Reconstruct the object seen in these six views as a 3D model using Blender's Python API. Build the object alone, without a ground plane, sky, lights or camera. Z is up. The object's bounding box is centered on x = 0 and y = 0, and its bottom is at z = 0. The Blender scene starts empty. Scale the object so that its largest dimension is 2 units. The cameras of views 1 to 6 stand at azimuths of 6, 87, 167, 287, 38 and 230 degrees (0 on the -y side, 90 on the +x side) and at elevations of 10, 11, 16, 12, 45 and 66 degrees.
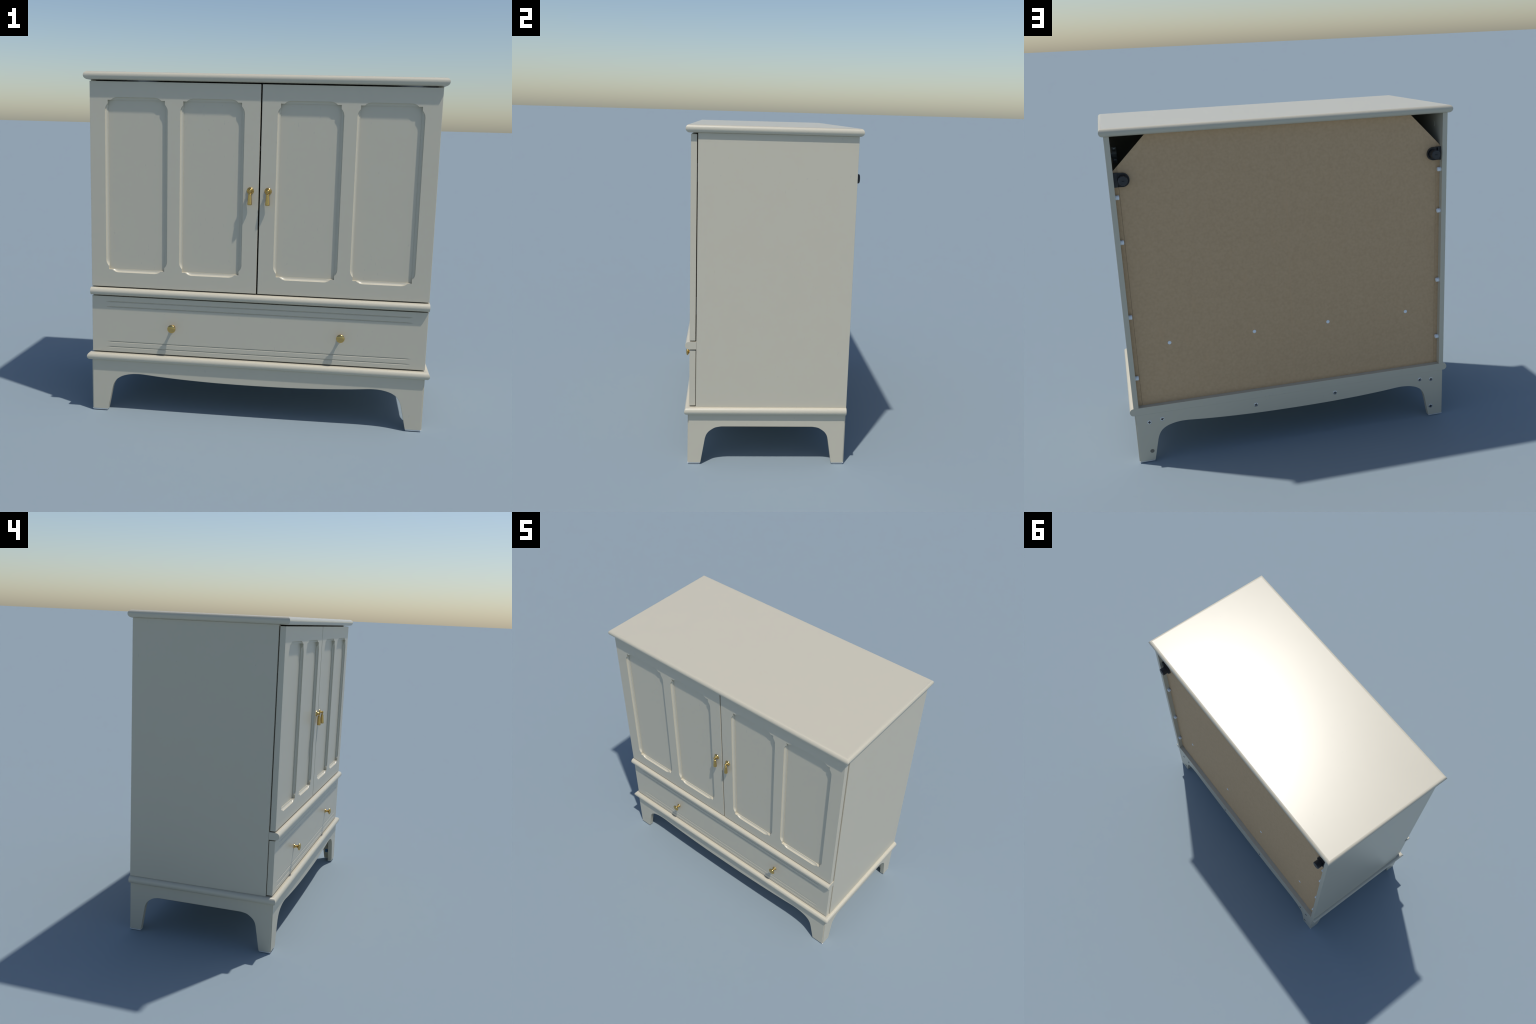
import bpy, bmesh, math
from mathutils import Vector, Matrix

# ------------------------------------------------------------------ sizes (m)
TOP_X = 1.000                      # half width of the top slab and base moulding
TOP_Z0, TOP_Z1 = 1.940, 1.9847
TOP_Y0, TOP_Y1 = -0.478, 0.496
SIDE_X, SIDE_T = 0.9768, 0.0298     # outer face of side panels, thickness
SIDE_Y0 = -0.4115
BACK_Y = 0.4733                    # rear plane of carcass
FRONT_Y = -0.4505                  # face of doors and drawer
BASE_Z0, BASE_Z1 = 0.3135, 0.3590  # base moulding board
RAIL_Z0, RAIL_Z1 = 0.7095, 0.7545  # rail between doors and drawer
NOSE = 0.021

# ------------------------------------------------------------------ materials
def new_mat(name):
    m = bpy.data.materials.new(name)
    m.use_nodes = True
    nt = m.node_tree
    return m, nt, nt.nodes["Principled BSDF"]

def N(nt, kind, **kw):
    n = nt.nodes.new(kind)
    for k, v in kw.items():
        if k.startswith("i_"):
            n.inputs[k[2:].replace("_", " ")].default_value = v
        else:
            setattr(n, k, v)
    return n

def ramp(nt, a, b, ca=(0, 0, 0, 1), cb=(1, 1, 1, 1)):
    r = nt.nodes.new("ShaderNodeValToRGB")
    r.color_ramp.elements[0].position = a
    r.color_ramp.elements[1].position = b
    r.color_ramp.elements[0].color = ca
    r.color_ramp.elements[1].color = cb
    return r

PAINT = (0.560, 0.517, 0.410)
def paint_material():
    """Cream lacquer: nearly even, with sparse small scuffs and faint mottling."""
    m, nt, p = new_mat("cream_paint")
    L = nt.links.new
    tc = N(nt, "ShaderNodeTexCoord")
    # soft mottling
    n1 = N(nt, "ShaderNodeTexNoise"); n1.inputs["Scale"].default_value = 5.0
    n1.inputs["Detail"].default_value = 4.0
    L(tc.outputs["Object"], n1.inputs["Vector"])
    r1 = ramp(nt, 0.3, 0.7, tuple(c * 0.996 for c in PAINT) + (1,), tuple(min(1, c * 1.004) for c in PAINT) + (1,))
    L(n1.outputs["Fac"], r1.inputs["Fac"])
    # sparse scuffs, grouped in patches
    mp = N(nt, "ShaderNodeMapping"); mp.inputs["Scale"].default_value = (1.0, 1.0, 0.45)
    L(tc.outputs["Object"], mp.inputs["Vector"])
    n2 = N(nt, "ShaderNodeTexNoise"); n2.inputs["Scale"].default_value = 75.0
    n2.inputs["Detail"].default_value = 2.0
    L(mp.outputs["Vector"], n2.inputs["Vector"])
    r2 = ramp(nt, 0.68, 0.72)
    L(n2.outputs["Fac"], r2.inputs["Fac"])
    n3 = N(nt, "ShaderNodeTexNoise"); n3.inputs["Scale"].default_value = 3.1
    n3.inputs["Detail"].default_value = 1.0
    L(tc.outputs["Object"], n3.inputs["Vector"])
    r3 = ramp(nt, 0.50, 0.62)
    L(n3.outputs["Fac"], r3.inputs["Fac"])
    mul = N(nt, "ShaderNodeMath", operation="MULTIPLY")
    L(r2.outputs["Color"], mul.inputs[0]); L(r3.outputs["Color"], mul.inputs[1])
    sc = N(nt, "ShaderNodeMath", operation="MULTIPLY"); sc.inputs[1].default_value = 0.16
    L(mul.outputs[0], sc.inputs[0])
    mix = N(nt, "ShaderNodeMix", data_type="RGBA")
    L(sc.outputs[0], mix.inputs["Factor"])
    L(r1.outputs["Color"], mix.inputs[6])
    mix.inputs[7].default_value = (0.33, 0.33, 0.30, 1)
    L(mix.outputs[2], p.inputs["Base Color"])
    p.inputs["Roughness"].default_value = 0.305
    p.inputs["Specular IOR Level"].default_value = 0.5
    return m

def board_material():
    """Brown fibreboard with fine speckle and a faint centre fold line."""
    m, nt, p = new_mat("brown_fibreboard")
    L = nt.links.new
    tc = N(nt, "ShaderNodeTexCoord")
    n1 = N(nt, "ShaderNodeTexNoise"); n1.inputs["Scale"].default_value = 65.0
    n1.inputs["Detail"].default_value = 3.0
    L(tc.outputs["Object"], n1.inputs["Vector"])
    r1 = ramp(nt, 0.30, 0.72, (0.540, 0.362, 0.208, 1), (0.597, 0.408, 0.239, 1))
    L(n1.outputs["Fac"], r1.inputs["Fac"])
    mp = N(nt, "ShaderNodeMapping"); mp.inputs["Scale"].default_value = (1.0, 1.0, 0.25)
    L(tc.outputs["Object"], mp.inputs["Vector"])
    n2 = N(nt, "ShaderNodeTexNoise"); n2.inputs["Scale"].default_value = 28.0
    n2.inputs["Detail"].default_value = 2.0
    L(mp.outputs["Vector"], n2.inputs["Vector"])
    r2 = ramp(nt, 0.62, 0.75)
    L(n2.outputs["Fac"], r2.inputs["Fac"])
    s2 = N(nt, "ShaderNodeMath", operation="MULTIPLY"); s2.inputs[1].default_value = 0.35
    L(r2.outputs["Color"], s2.inputs[0])
    mix = N(nt, "ShaderNodeMix", data_type="RGBA")
    L(s2.outputs[0], mix.inputs["Factor"])
    L(r1.outputs["Color"], mix.inputs[6])
    mix.inputs[7].default_value = (0.600, 0.390, 0.220, 1)
    # fold line at x ~ 0
    sx = N(nt, "ShaderNodeSeparateXYZ"); L(tc.outputs["Object"], sx.inputs[0])
    add = N(nt, "ShaderNodeMath", operation="ADD"); add.inputs[1].default_value = 0.004
    L(sx.outputs["X"], add.inputs[0])
    ab = N(nt, "ShaderNodeMath", operation="ABSOLUTE"); L(add.outputs[0], ab.inputs[0])
    lt = ramp(nt, 0.0015, 0.004, (0.45, 0.45, 0.45, 1), (0, 0, 0, 1))
    L(ab.outputs[0], lt.inputs["Fac"])
    mix2 = N(nt, "ShaderNodeMix", data_type="RGBA")
    L(lt.outputs["Color"], mix2.inputs["Factor"])
    L(mix.outputs[2], mix2.inputs[6])
    mix2.inputs[7].default_value = (0.62, 0.395, 0.225, 1)
    L(mix2.outputs[2], p.inputs["Base Color"])
    p.inputs["Roughness"].default_value = 0.75
    p.inputs["Specular IOR Level"].default_value = 0.25
    return m

def simple_material(name, col, rough, metal=0.0, spec=0.5, jitter=0.06, scale=60.0):
    m, nt, p = new_mat(name)
    L = nt.links.new
    tc = N(nt, "ShaderNodeTexCoord")
    n1 = N(nt, "ShaderNodeTexNoise"); n1.inputs["Scale"].default_value = scale
    L(tc.outputs["Object"], n1.inputs["Vector"])
    r1 = ramp(nt, 0.3, 0.7, tuple(c * (1 - jitter) for c in col) + (1,), tuple(min(1, c * (1 + jitter)) for c in col) + (1,))
    L(n1.outputs["Fac"], r1.inputs["Fac"])
    L(r1.outputs["Color"], p.inputs["Base Color"])
    p.inputs["Roughness"].default_value = rough
    p.inputs["Metallic"].default_value = metal
    p.inputs["Specular IOR Level"].default_value = spec
    return m

M_PAINT = paint_material()
M_BOARD = board_material()
M_BRASS = simple_material("polished_brass", (0.62, 0.425, 0.150), 0.20, 1.0)
M_BLACK = simple_material("black_plastic", (0.027, 0.028, 0.031), 0.45)
M_WHITE = simple_material("white_plastic", (0.82, 0.85, 0.88), 0.4, jitter=0.03)
M_PAD = simple_material("pale_glide", (0.80, 0.80, 0.80), 0.5, jitter=0.02)
M_STEEL = simple_material("zinc_steel", (0.62, 0.64, 0.66), 0.32, 1.0)
M_DARK = simple_material("dark_recess", (0.010, 0.010, 0.011), 0.8)
M_DARK_BROWN = simple_material("dark_brown", (0.16, 0.145, 0.12), 0.6)  # dark brown for the disc at the screwless hole in the back plinth
M_LABEL = simple_material("blue_label", (0.05, 0.17, 0.36), 0.5)
M_INK = simple_material("label_ink", (0.015, 0.03, 0.08), 0.6)

# ------------------------------------------------------------------ scene tree
root = bpy.data.objects.new("wooden_cabinet", None)
bpy.context.scene.collection.objects.link(root)
root["label"] = "cream painted two-door cabinet with drawer and brass pulls"
root["category"] = "cabinet"

def finish(bm, name, mat, parent=root, angle=35, origin=None):
    """Turn a bmesh into a named child object, smooth by angle."""
    bmesh.ops.recalc_face_normals(bm, faces=bm.faces)
    if origin is not None:
        bmesh.ops.translate(bm, verts=bm.verts, vec=-Vector(origin))
    lim = math.radians(angle)
    for f in bm.faces:
        f.smooth = True
    for e in bm.edges:
        if len(e.link_faces) == 2:
            e.smooth = e.calc_face_angle(0) < lim
    me = bpy.data.meshes.new(name)
    bm.to_mesh(me); bm.free()
    me.materials.append(mat)
    ob = bpy.data.objects.new(name, me)
    bpy.context.scene.collection.objects.link(ob)
    ob.parent = parent
    if origin is not None:
        ob.location = origin
    weigh(ob)
    return ob

def weigh(ob):
    """Flat faces keep their own normal; only bevels and coves shade round."""
    md = ob.modifiers.new("face_weight", "WEIGHTED_NORMAL")
    md.keep_sharp = True
    md.weight = 100

def copy_of(ob, name, loc=None, mirror_x=False, parent=None):
    o = ob.copy()
    o.name = name
    bpy.context.scene.collection.objects.link(o)
    o.parent = parent or ob.parent
    if loc is not None:
        o.location = loc
    if mirror_x:
        o.scale = (-1, 1, 1)
    return o

def box_bm(x0, x1, y0, y1, z0, z1, bevel=0.0, seg=2):
    bm = bmesh.new()
    bmesh.ops.create_cube(bm, size=1.0)
    for v in bm.verts:
        v.co = Vector(((x0 + x1) / 2 + v.co.x * (x1 - x0),
                       (y0 + y1) / 2 + v.co.y * (y1 - y0),
                       (z0 + z1) / 2 + v.co.z * (z1 - z0)))
    if bevel:
        bmesh.ops.bevel(bm, geom=bm.edges[:], offset=bevel, segments=seg, profile=0.5, affect="EDGES", clamp_overlap=True)
    return bm

def box(name, mat, x0, x1, y0, y1, z0, z1, bevel=0.0, parent=root):
    return finish(box_bm(x0, x1, y0, y1, z0, z1, bevel), name, mat, parent)

def nosed_slab(name, hx, y0, y1, z0, z1, nose_x=True, nose_back=False, rx=NOSE, seg=14):
    """Board whose front / side / back edges carry a half-round nose with mitred corners."""
    bm = bmesh.new()
    zc, rz = (z0 + z1) / 2, (z1 - z0) / 2
    rings = []
    for i in range(seg + 1):
        t = -math.pi / 2 + math.pi * i / seg
        ins, z = rx * (1 - math.cos(t)), zc + rz * math.sin(t)
        ex = hx - (ins if nose_x else 0)
        yb = y1 - (ins if nose_back else 0)
        yf = y0 + ins
        rings.append([bm.verts.new(c) for c in ((-ex, yf, z), (ex, yf, z), (ex, yb, z), (-ex, yb, z))])
    for a, b in zip(rings, rings[1:]):
        for k in range(4):
            bm.faces.new((a[k], a[(k + 1) % 4], b[(k + 1) % 4], b[k]))
    bm.faces.new(rings[0][::-1]); bm.faces.new(rings[-1])
    return finish(bm, name, M_PAINT, angle=40)

def lathe_bm(profile, axis="Y", seg=36):
    """Revolve (radius, distance) pairs; distance runs along -Y or Z or X."""
    bm = bmesh.new()
    rings = []
    for r, d in profile:
        ring = []
        if r < 1e-6:
            r = 1e-6
        for k in range(seg):
            a = 2 * math.pi * k / seg
            c, s = r * math.cos(a), r * math.sin(a)
            co = {"Y": (c, -d, s), "Z": (c, s, d), "X": (d, c, s)}[axis]
            ring.append(bm.verts.new(co))
        rings.append(ring)
    for a, b in zip(rings, rings[1:]):
        for k in range(seg):
            bm.faces.new((a[k], a[(k + 1) % seg], b[(k + 1) % seg], b[k]))
    bm.faces.new(rings[0][::-1]); bm.faces.new(rings[-1])
    bmesh.ops.remove_doubles(bm, verts=bm.verts, dist=1e-5)
    return bm

def smooth_profile(pts, n=5):
    """Catmull-Rom through the hand-set profile points."""
    out = []
    P = [pts[0]] + list(pts) + [pts[-1]]
    for i in range(1, len(P) - 2):
        p0, p1, p2, p3 = (Vector(p) for p in P[i - 1:i + 3])
        for k in range(n):
            t = k / n
            out.append(tuple(0.5 * ((2 * p1) + (p2 - p0) * t + (2 * p0 - 5 * p1 + 4 * p2 - p3) * t * t
                                    + (3 * p1 - p0 - 3 * p2 + p3) * t ** 3)))
    out.append(tuple(pts[-1]))
    return out

def subtract(ob, cutters):
    """Boolean difference of every cutter (bmesh) from ob, applied."""
    ob.modifiers.clear()
    helpers = []
    for i, bm in enumerate(cutters):
        bmesh.ops.recalc_face_normals(bm, faces=bm.faces)
        me = bpy.data.meshes.new("cutter"); bm.to_mesh(me); bm.free()
        c = bpy.data.objects.new("cutter", me)
        bpy.context.scene.collection.objects.link(c)
        md = ob.modifiers.new("cut", "BOOLEAN")
        md.operation, md.solver, md.object = "DIFFERENCE", "EXACT", c
        helpers.append(c)
    dg = bpy.context.evaluated_depsgraph_get()
    dg.update()
    me = bpy.data.meshes.new_from_object(ob.evaluated_get(dg))
    ob.modifiers.clear()
    old = ob.data
    mats = [m for m in old.materials]
    ob.data = me
    me.name = old.name
    bpy.data.meshes.remove(old)
    me.materials.clear()
    for m in mats:
        me.materials.append(m)
    for c in helpers:
        d = c.data
        bpy.data.objects.remove(c); bpy.data.meshes.remove(d)
    bm = bmesh.new(); bm.from_mesh(me)
    for f in bm.faces:
        f.smooth = True; f.material_index = 0
    for e in bm.edges:
        if len(e.link_faces) == 2:
            e.smooth = e.calc_face_angle(0) < math.radians(28)
    bm.to_mesh(me); bm.free()
    weigh(ob)

# ------------------------------------------------------------------ carcass
nosed_slab("top_board", TOP_X, TOP_Y0, TOP_Y1, TOP_Z0, TOP_Z1, True, True)
nosed_slab("base_moulding", TOP_X - 0.0005, -0.478, BACK_Y, BASE_Z0, BASE_Z1, True, False)
nosed_slab("middle_rail", 0.9752, -0.4755, SIDE_Y0 - 0.0008, RAIL_Z0, RAIL_Z1, False, False, rx=0.0225)
side = box("side_panel", M_PAINT, SIDE_X - SIDE_T, SIDE_X, SIDE_Y0, BACK_Y, BASE_Z1, TOP_Z0, 0.0012)
copy_of(side, "side_panel", mirror_x=True)
INX = SIDE_X - SIDE_T            # inner face of the sides
box("shelf", M_PAINT, -INX, INX, SIDE_Y0, 0.432, RAIL_Z0 + 0.004, RAIL_Z1 - 0.004)
box("shelf", M_PAINT, -INX, INX, -0.405, 0.432, 1.570, 1.5965, 0.001)

# ------------------------------------------------------------------ plinth boards with cut-out feet
FOOT_Z = 0.0088
def arch_board(name, foot, arch, half, u_mid, top, thick, place, bevel=0.0016):
    """Board in the (u, z) plane with a symmetric arch below; 'place' maps (u, d, z) to xyz."""
    bm = bmesh.new()
    arch_s = smooth_profile(arch, 5)
    right = [(half, top), (half, FOOT_Z), (foot, FOOT_Z)] + [p for p in arch_s]
    pts = right + [(-u, z) for u, z in reversed(right) if u > 1e-4]
    vs = [bm.verts.new((u + u_mid, 0.0, z)) for u, z in pts]
    f = bm.faces.new(vs)
    ext = bmesh.ops.extrude_face_region(bm, geom=[f])
    nv = [g for g in ext["geom"] if isinstance(g, bmesh.types.BMVert)]
    bmesh.ops.translate(bm, verts=nv, vec=(0, thick, 0))
    bmesh.ops.recalc_face_normals(bm, faces=bm.faces)
    eb = [e for e in bm.edges if len(e.link_faces) == 2 and e.calc_face_angle(0) > 0.9]
    bmesh.ops.bevel(bm, geom=eb, offset=bevel, segments=2, profile=0.5, affect="EDGES")
    for v in bm.verts:
        v.co = Vector(place(v.co.x, v.co.y, v.co.z))
    return finish(bm, name, M_PAINT, angle=30)

long_arch = [(0.8515, 0.140), (0.842, 0.169), (0.8265, 0.1945), (0.807, 0.2110), (0.782, 0.2235), (0.744, 0.2335),
             (0.705, 0.2375), (0.660, 0.2368), (0.568, 0.2290), (0.420, 0.2200), (0.255, 0.2136), (0.12, 0.2112), (0.0, 0.2105)]
short_arch = [(0.3645, 0.160), (0.357, 0.184), (0.3415, 0.2060), (0.312, 0.2270), (0.292, 0.2335), (0.272, 0.2360), (0.24, 0.2365), (0.0, 0.2365)]
PL_T = 0.033
arch_board("front_plinth", 0.8795, long_arch, 0.9682, 0.0, BASE_Z0, PL_T, lambda u, d, z: (u, -0.4580 + d, z))
arch_board("back_plinth", 0.8795, long_arch, 0.9690, 0.0, BASE_Z0, PL_T, lambda u, d, z: (u, BACK_Y - d, z))
sp = arch_board("side_plinth", 0.3895, short_arch, 0.4610, 0.0075, BASE_Z0 - 0.0008, PL_T, lambda u, d, z: (0.9745 - d, u, z))
copy_of(sp, "side_plinth", mirror_x=True)

# pale glides under the feet: low blocks that narrow towards the floor
PAD_H = 0.0090
def foot_pad(sx, sy):
    """L-shaped glide that follows both boards of a corner foot."""
    X0, X1, XI = 0.8800, 0.9740, 0.9745 - PL_T
    yo, yi, ye = (0.4725, 0.4733 - PL_T, 0.3972) if sy > 0 else (0.4573, 0.4580 - PL_T, 0.3828)
    pts = [(X0, yo), (X1, yo), (X1, ye), (XI, ye), (XI, yi), (X0, yi)]
    ins = [(1, -1), (-1, -1), (-1, 1), (1, 1), (1, -1), (1, 1)]
    bm = bmesh.new()
    top = [bm.verts.new((sx * x, sy * y, PAD_H)) for x, y in pts]
    low = [bm.verts.new((sx * (x + i * 0.0050), sy * (y + j * 0.0050), 0.0)) for (x, y), (i, j) in zip(pts, ins)]
    for k in range(6):
        bm.faces.new((top[k], top[(k + 1) % 6], low[(k + 1) % 6], low[k]))
    bm.faces.new(top); bm.faces.new(low[::-1])
    return finish(bm, "foot_pad", M_PAD)
for sx in (1, -1):
    for sy in (1, -1):
        foot_pad(sx, sy)

# ------------------------------------------------------------------ doors
DOOR_Z0, DOOR_Z1 = 0.7608, 1.9325
DOOR_X0, DOOR_X1 = 0.0040, 0.9715
DOOR_Y1 = -0.4168
POCKET = 0.0183
OPEN_Z = (0.8640, 1.8307)
OPEN_X = ((0.1072, 0.4365), (0.5400, 0.8680))
COVE_W, COVE_D = 0.0163, 0.0150

def cove_cutter(p0, p1, inward, seg=20):
    """Router pass along one edge of an opening (p0->p1 in x,z). The path bends
    into the opening near both corners, so the cove stops short of them."""
    a, b = Vector(p0), Vector(p1)
    L = (b - a).length
    d = (b - a) / L
    n = Vector(inward)
    stop, run = 0.020, 0.040
    def shift(s):
        s = min(s, L - s)
        if s >= stop + run:
            return 0.0
        t = (stop + run - s) / run
        return COVE_W * t ** 2.2
    svals = [0.008 + (stop + run - 0.008) * k / 16 for k in range(17)]
    svals = svals + [L - s for s in reversed(svals)]
    bm = bmesh.new()
    rings = []
    for s in svals:
        c = a + d * s + n * shift(s)
        ring = []
        for k in range(seg * 2):
            t = 2 * math.pi * (k + 0.5) / (seg * 2)
            q = c + n * (COVE_W * math.cos(t))
            ring.append(bm.verts.new((q.x, FRONT_Y + COVE_D * math.sin(t), q.y)))
        rings.append(ring)
    m = seg * 2
    for r0, r1 in zip(rings, rings[1:]):
        for k in range(m):
            bm.faces.new((r0[k], r0[(k + 1) % m], r1[(k + 1) % m], r1[k]))
    bm.faces.new(rings[0][::-1]); bm.faces.new(rings[-1])
    return bm

door = box("door", M_PAINT, DOOR_X0, DOOR_X1, FRONT_Y, DOOR_Y1, DOOR_Z0, DOOR_Z1, 0.0022)
cut = []
for x0, x1 in OPEN_X:
    z0, z1 = OPEN_Z
    cut.append(box_bm(x0, x1, FRONT_Y - 0.03, FRONT_Y + POCKET, z0, z1))
    cut.append(cove_cutter((x0, z0), (x0, z1), (1, 0)))
    cut.append(cove_cutter((x1, z0), (x1, z1), (-1, 0)))
    cut.append(cove_cutter((x0, z0), (x1, z0), (0, 1)))
    cut.append(cove_cutter((x0, z1), (x1, z1), (0, -1)))
subtract(door, cut)
door2 = copy_of(door, "door", mirror_x=True)

# ------------------------------------------------------------------ drawer
DR_Z0, DR_Z1 = 0.3660, 0.7025
drawer = box("drawer", M_PAINT, -DOOR_X1, DOOR_X1, FRONT_Y, DOOR_Y1 + 0.0022, DR_Z0, DR_Z1, 0.0020)

def groove_cutter(half, z, r=0.0044, deep=0.0046, taper=0.03):
    """V-groove: a long square bar on edge, rising out of the face at both ends."""
    bm = bmesh.new()
    rings = []
    xs = [(-half + taper * k / 8) for k in range(9)]
    xs = xs + [-x for x in reversed(xs)]
    for x in xs:
        t = min(1.0, (half - abs(x)) / taper)
        y = FRONT_Y - 0.97 * deep * (1 - t) ** 1.5
        rings.append([bm.verts.new(c) for c in ((x, y - deep, z), (x, y, z + r), (x, y + deep, z), (x, y, z - r))])
    for a, b in zip(rings, rings[1:]):
        for k in range(4):
            bm.faces.new((a[k], a[(k + 1) % 4], b[(k + 1) % 4], b[k]))
    bm.faces.new(rings[0][::-1]); bm.faces.new(rings[-1])
    return bm
subtract(drawer, [groove_cutter(0.889, z) for z in (0.6700, 0.6385, 0.4272, 0.3957)])
box("drawer_box", M_PAINT, -0.92, 0.92, DOOR_Y1 + 0.0027, 0.40, 0.385, 0.62, parent=drawer)

# ------------------------------------------------------------------ brass drawer knobs
knob_prof = [(0.0, -0.001), (0.0138, -0.001), (0.0142, 0.0040), (0.0126, 0.0072), (0.0096, 0.0093), (0.0082, 0.0110), (0.0088, 0.0130),
             (0.0082, 0.0147), (0.0072, 0.0166), (0.0076, 0.0195), (0.0102, 0.0240), (0.0158, 0.0290), (0.0215, 0.0325),
             (0.0238, 0.0348), (0.0240, 0.0368), (0.0224, 0.0400), (0.0172, 0.0430), (0.0100, 0.0450), (0.0, 0.0456)]
knob = finish(lathe_bm(smooth_profile(knob_prof, 3)), "knob", M_BRASS, drawer, 60)
knob.location = (-0.4875, FRONT_Y, 0.5340)
copy_of(knob, "knob", (0.4875, FRONT_Y, 0.5340))

# ------------------------------------------------------------------ brass drop pulls on the doors
ros_prof = [(0.0, -0.001), (0.0194, -0.001), (0.0198, 0.0014), (0.0186, 0.0044), (0.0160, 0.0066), (0.0134, 0.0072), (0.0112, 0.0062),
            (0.0092, 0.0066), (0.0080, 0.0090), (0.0090, 0.0112), (0.0081, 0.0135), (0.0077, 0.0160), (0.0077, 0.0235), (0.0086, 0.0258),
            (0.0080, 0.0276), (0.0050, 0.0280), (0.0, 0.0281)]
rosette = finish(lathe_bm(smooth_profile(ros_prof, 3)), "pull_rosette", M_BRASS, root, 60)
drop_prof = [(0.0, 0.012), (0.0040, 0.010), (0.0040, -0.0080), (0.0050, -0.0100), (0.0078, -0.0118), (0.0088, -0.0140), (0.0092, -0.0200),
             (0.0100, -0.0320), (0.0109, -0.0440), (0.0118, -0.0560), (0.0126, -0.0670), (0.0124, -0.0712), (0.0102, -0.0742), (0.0, -0.0750)]
drop = finish(lathe_bm(smooth_profile(drop_prof, 3), "Z"), "pull_drop", M_BRASS, root, 60)
PULL_Z = 1.3455
for k, d in enumerate((door, door2)):            # the second door is a mirrored copy
    r, q = (rosette, drop) if k == 0 else (copy_of(rosette, "pull_rosette"), copy_of(drop, "pull_drop"))
    r.parent = q.parent = d
    r.location = (0.0500, FRONT_Y, PULL_Z + 0.0035)
    q.location = (0.0500, FRONT_Y - 0.0200, PULL_Z)
    q.rotation_euler = (math.radians(-1.8), 0, 0)

# ------------------------------------------------------------------ fibreboard back
PANEL_Y, PANEL_T = 0.4408, 0.006
CH_X, CH_Z = 0.7590, 1.7515            # where the corner cut starts / ends
def prism(name, mat, outline, y0, y1, parent=root):
    bm = bmesh.new()
    f = bm.faces.new([bm.verts.new((x, y0, z)) for x, z in outline])
    ext = bmesh.ops.extrude_face_region(bm, geom=[f])
    bmesh.ops.translate(bm, verts=[g for g in ext["geom"] if isinstance(g, bmesh.types.BMVert)], vec=(0, y1 - y0, 0))
    return finish(bm, name, mat, parent)
PX = 0.9225
slope = (TOP_Z0 - CH_Z) / (INX - CH_X)
zc = TOP_Z0 - slope * (PX - CH_X)
back = prism("back_panel", M_BOARD, [(-PX, BASE_Z1), (PX, BASE_Z1), (PX, zc), (CH_X, TOP_Z0), (-CH_X, TOP_Z0), (-PX, zc)],
             PANEL_Y - PANEL_T, PANEL_Y)
zs = TOP_Z0 - slope * (PX + 0.0009 - CH_X)
strip = prism("back_panel_edge", M_BOARD, [(PX + 0.0009, BASE_Z1), (INX, BASE_Z1), (INX, CH_Z), (PX + 0.0009, zs)],
              PANEL_Y - PANEL_T - 0.0008, PANEL_Y - 0.0008, back)
copy_of(strip, "back_panel_edge", mirror_x=True)

# round white nail heads where the shelf meets the back
nail = finish(lathe_bm(smooth_profile([(0.0, -0.002), (0.0104, -0.002), (0.0104, 0.0006), (0.0088, 0.0024), (0.0, 0.0033)], 3)), "nail_head", M_WHITE, back, 60)
for i, x in enumerate((0.7314, 0.2281, -0.2281, -0.7314)):
    o = nail if i == 0 else copy_of(nail, "nail_head")
    o.location = (x, PANEL_Y, 0.7312)
    o.rotation_euler = (0, 0, math.pi)

# ribbed white clips that hold the back panel against the sides
clip_prof = [(0.0, 0.0), (0.0132, 0.0), (0.0132, 0.0060), (0.0118, 0.0068), (0.0118, 0.0086), (0.0132, 0.0094), (0.0132, 0.0165),
             (0.0114, 0.0190), (0.0070, 0.0204), (0.0, 0.0206)]
clip = finish(lathe_bm(clip_prof, "X", 24), "back_clip", M_WHITE, root, 45)
first = True
for sgn in (1, -1):
    for z in (1.6095, 1.3580, 0.9185, 0.5415):
        o = clip if first else copy_of(clip, "back_clip")
        first = False
        o.location = (sgn * INX, PANEL_Y + 0.0105, z)
        o.rotation_euler = (0, 0, math.pi if sgn > 0 else 0)

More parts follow.
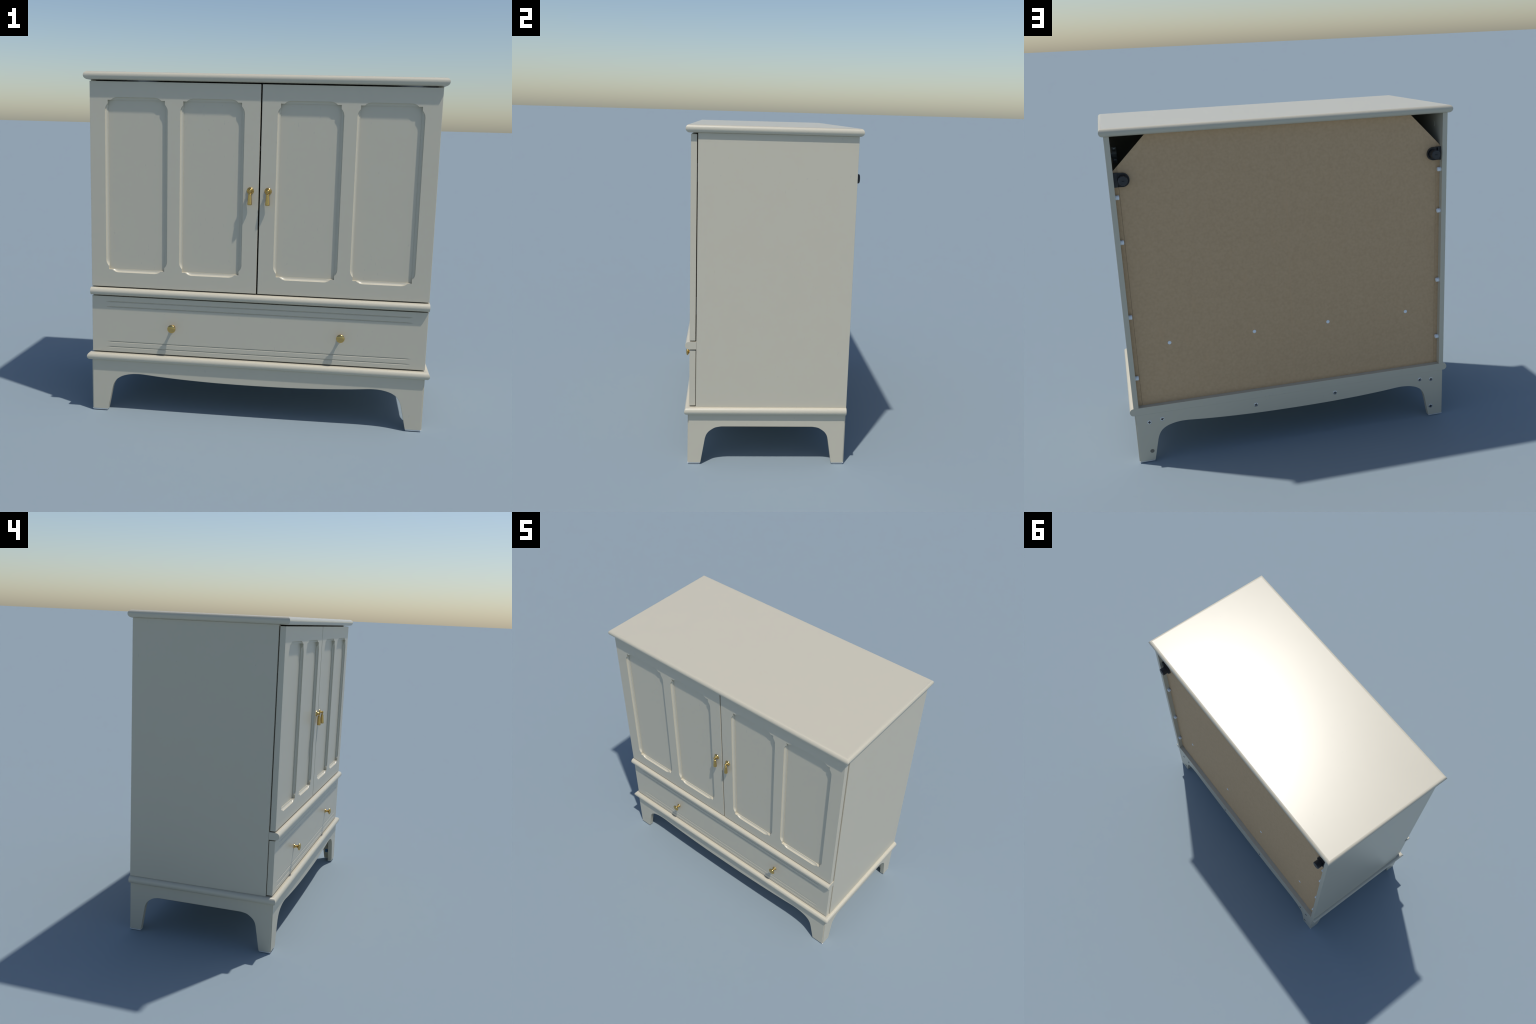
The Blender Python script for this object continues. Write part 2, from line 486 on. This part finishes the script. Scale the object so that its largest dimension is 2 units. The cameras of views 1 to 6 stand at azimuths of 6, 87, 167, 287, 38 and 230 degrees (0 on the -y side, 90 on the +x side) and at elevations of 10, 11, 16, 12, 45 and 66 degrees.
# black wall anchors: rounded tongue plus cylinder with a slot
def anchor():
    """Flat rounded foot with a raised U rim and a thick block at the wall; a slotted wheel inside."""
    cx, r, wall = 0.9010, 0.0385, 0.0035
    def outline(rad, x_end, hi, lo):
        o = [(x_end, hi), (0.925, hi - 0.0005)]
        o += [(cx + rad * math.cos(t), rad * math.sin(t)) for t in [math.radians(80 + 200 * k / 24) for k in range(25)]]
        return o + [(0.925, lo + 0.001), (x_end, lo)]
    out = outline(r, INX, 0.0405, -0.0385)
    inn = outline(r - wall, INX - 0.020, 0.0370, -0.0350)
    base = prism("wall_anchor", M_BLACK, out, PANEL_Y + 0.0004, PANEL_Y + 0.004)
    base.location = (0, 0, 1.7035)
    bm = bmesh.new()                               # rim: ring between both outlines, extruded
    y0, y1 = PANEL_Y + 0.0036, PANEL_Y + 0.014
    loops = [[bm.verts.new((x, y, z)) for x, z in o] for o, y in ((out, y0), (out, y1), (inn, y1), (inn, y0))]
    n = len(out)
    for a, b in zip(loops, loops[1:]):
        for k in range(n):
            bm.faces.new((a[k], a[(k + 1) % n], b[(k + 1) % n], b[k]))
    finish(bm, "anchor_rim", M_BLACK, base, 35)
    cyl = finish(lathe_bm([(0.0, -0.003), (0.0262, -0.003), (0.0265, -0.0500), (0.0258, -0.0530), (0.0235, -0.0552), (0.0, -0.0556)]), "anchor_wheel", M_BLACK, base, 30)
    cyl.location = (0.8985, PANEL_Y, 0)
    slot = finish(box_bm(-0.0070, 0.0070, 0.0550, 0.0561, -0.0021, 0.0021), "anchor_slot", M_DARK, cyl)
    return base, cyl, slot
ab, ac, aslot = anchor()
ab2 = copy_of(ab, "wall_anchor", mirror_x=True)
ac2 = copy_of(ac, "anchor_wheel", parent=ab2)
copy_of(next(c for c in ab.children if c.name.startswith("anchor_rim")), "anchor_rim", parent=ab2)
copy_of(aslot, "anchor_slot", parent=ac2)

# cross-head screws in the back plinth
screw = finish(lathe_bm(smooth_profile([(0.0, 0.003), (0.0126, 0.003), (0.0128, 0.0), (0.0112, -0.0016), (0.0, -0.0026)], 3), "Y", 28), "screw", M_STEEL, root, 50)
def cross_bm():
    bm = box_bm(-0.0088, 0.0088, 0.0, 0.0033, -0.0021, 0.0021)
    b2 = box_bm(-0.0021, 0.0021, 0.0, 0.0034, -0.0088, 0.0088)
    me = bpy.data.meshes.new("tmp"); b2.to_mesh(me); b2.free(); bm.from_mesh(me); bpy.data.meshes.remove(me)
    return bm
cross = finish(cross_bm(), "screw_recess", M_DARK, screw)
places = [(0.8934, 0.2600), (0.8170, 0.2690), (-0.8934, 0.2600), (-0.8170, 0.2690), (0.2510, 0.2685), (-0.2510, 0.2685), (-0.8937, 0.0700)]
for i, (x, z) in enumerate(places):
    if i == 0:
        s, c = screw, cross
    else:
        s = copy_of(screw, "screw"); c = copy_of(cross, "screw_recess", parent=s)
    s.location = (x, BACK_Y - 0.0005, z)
    s.rotation_euler = (0, math.radians(17 * i + 4), 0)
hole_disc = finish(lathe_bm([(0.0, 0.006), (0.0122, 0.006), (0.0122, -0.0006), (0.0098, -0.0006), (0.0090, -0.0003), (0.0, -0.0003)], "Y", 28), "dark_brown_disc", M_DARK_BROWN, root, 40)
hole_disc.location = (0.8937, BACK_Y, 0.0695)

# inside: cup hinges behind the doors, plugs on the side walls
def hinge():
    """Narrow plate on the door with two screw bosses and an arm to the side wall."""
    plate = finish(box_bm(-0.016, 0.016, 0.0, 0.004, -0.052, 0.052, 0.0015), "hinge", M_STEEL, root)
    for z in (-0.036, 0.036):
        b = finish(lathe_bm([(0.0, -0.003), (0.012, -0.003), (0.011, -0.008), (0.0, -0.010)], "Y", 20), "hinge_boss", M_STEEL, plate, 40)
        b.location = (0, 0, z)
    finish(box_bm(-0.014, 0.024, 0.004, 0.022, -0.014, 0.014, 0.002), "hinge_arm", M_STEEL, plate)
    return plate
h0 = hinge()
kids = list(h0.children)
h0.location = (0.9220, DOOR_Y1, 1.722)
for x, z, mir in ((-0.9220, 1.722, True), (0.9220, 0.96, False), (-0.9220, 0.96, True)):
    h = copy_of(h0, "hinge", (x, DOOR_Y1, z), mirror_x=mir)
    for c in kids:
        copy_of(c, c.name.split(".")[0], parent=h)
wp = finish(lathe_bm([(0.0, 0.0), (0.016, 0.0), (0.0155, 0.0012), (0.0, 0.0018)], "X", 24), "wall_plug", M_WHITE, root, 40)
wp.data.materials[0] = M_PAINT
wp.location = (-INX, 0.350, 1.868)
o = copy_of(wp, "wall_plug", (INX, 0.350, 1.868)); o.rotation_euler = (0, 0, math.pi)

# small blue paper label inside the front leg
lab = finish(box_bm(0.9745 - PL_T - 0.0006, 0.9745 - PL_T + 0.001, -0.421, -0.386, 0.0565, 0.0845), "label", M_LABEL, root)
finish(box_bm(0.9745 - PL_T - 0.0009, 0.9745 - PL_T - 0.0003, -0.412, -0.400, 0.0635, 0.0780), "label_print", M_INK, lab)
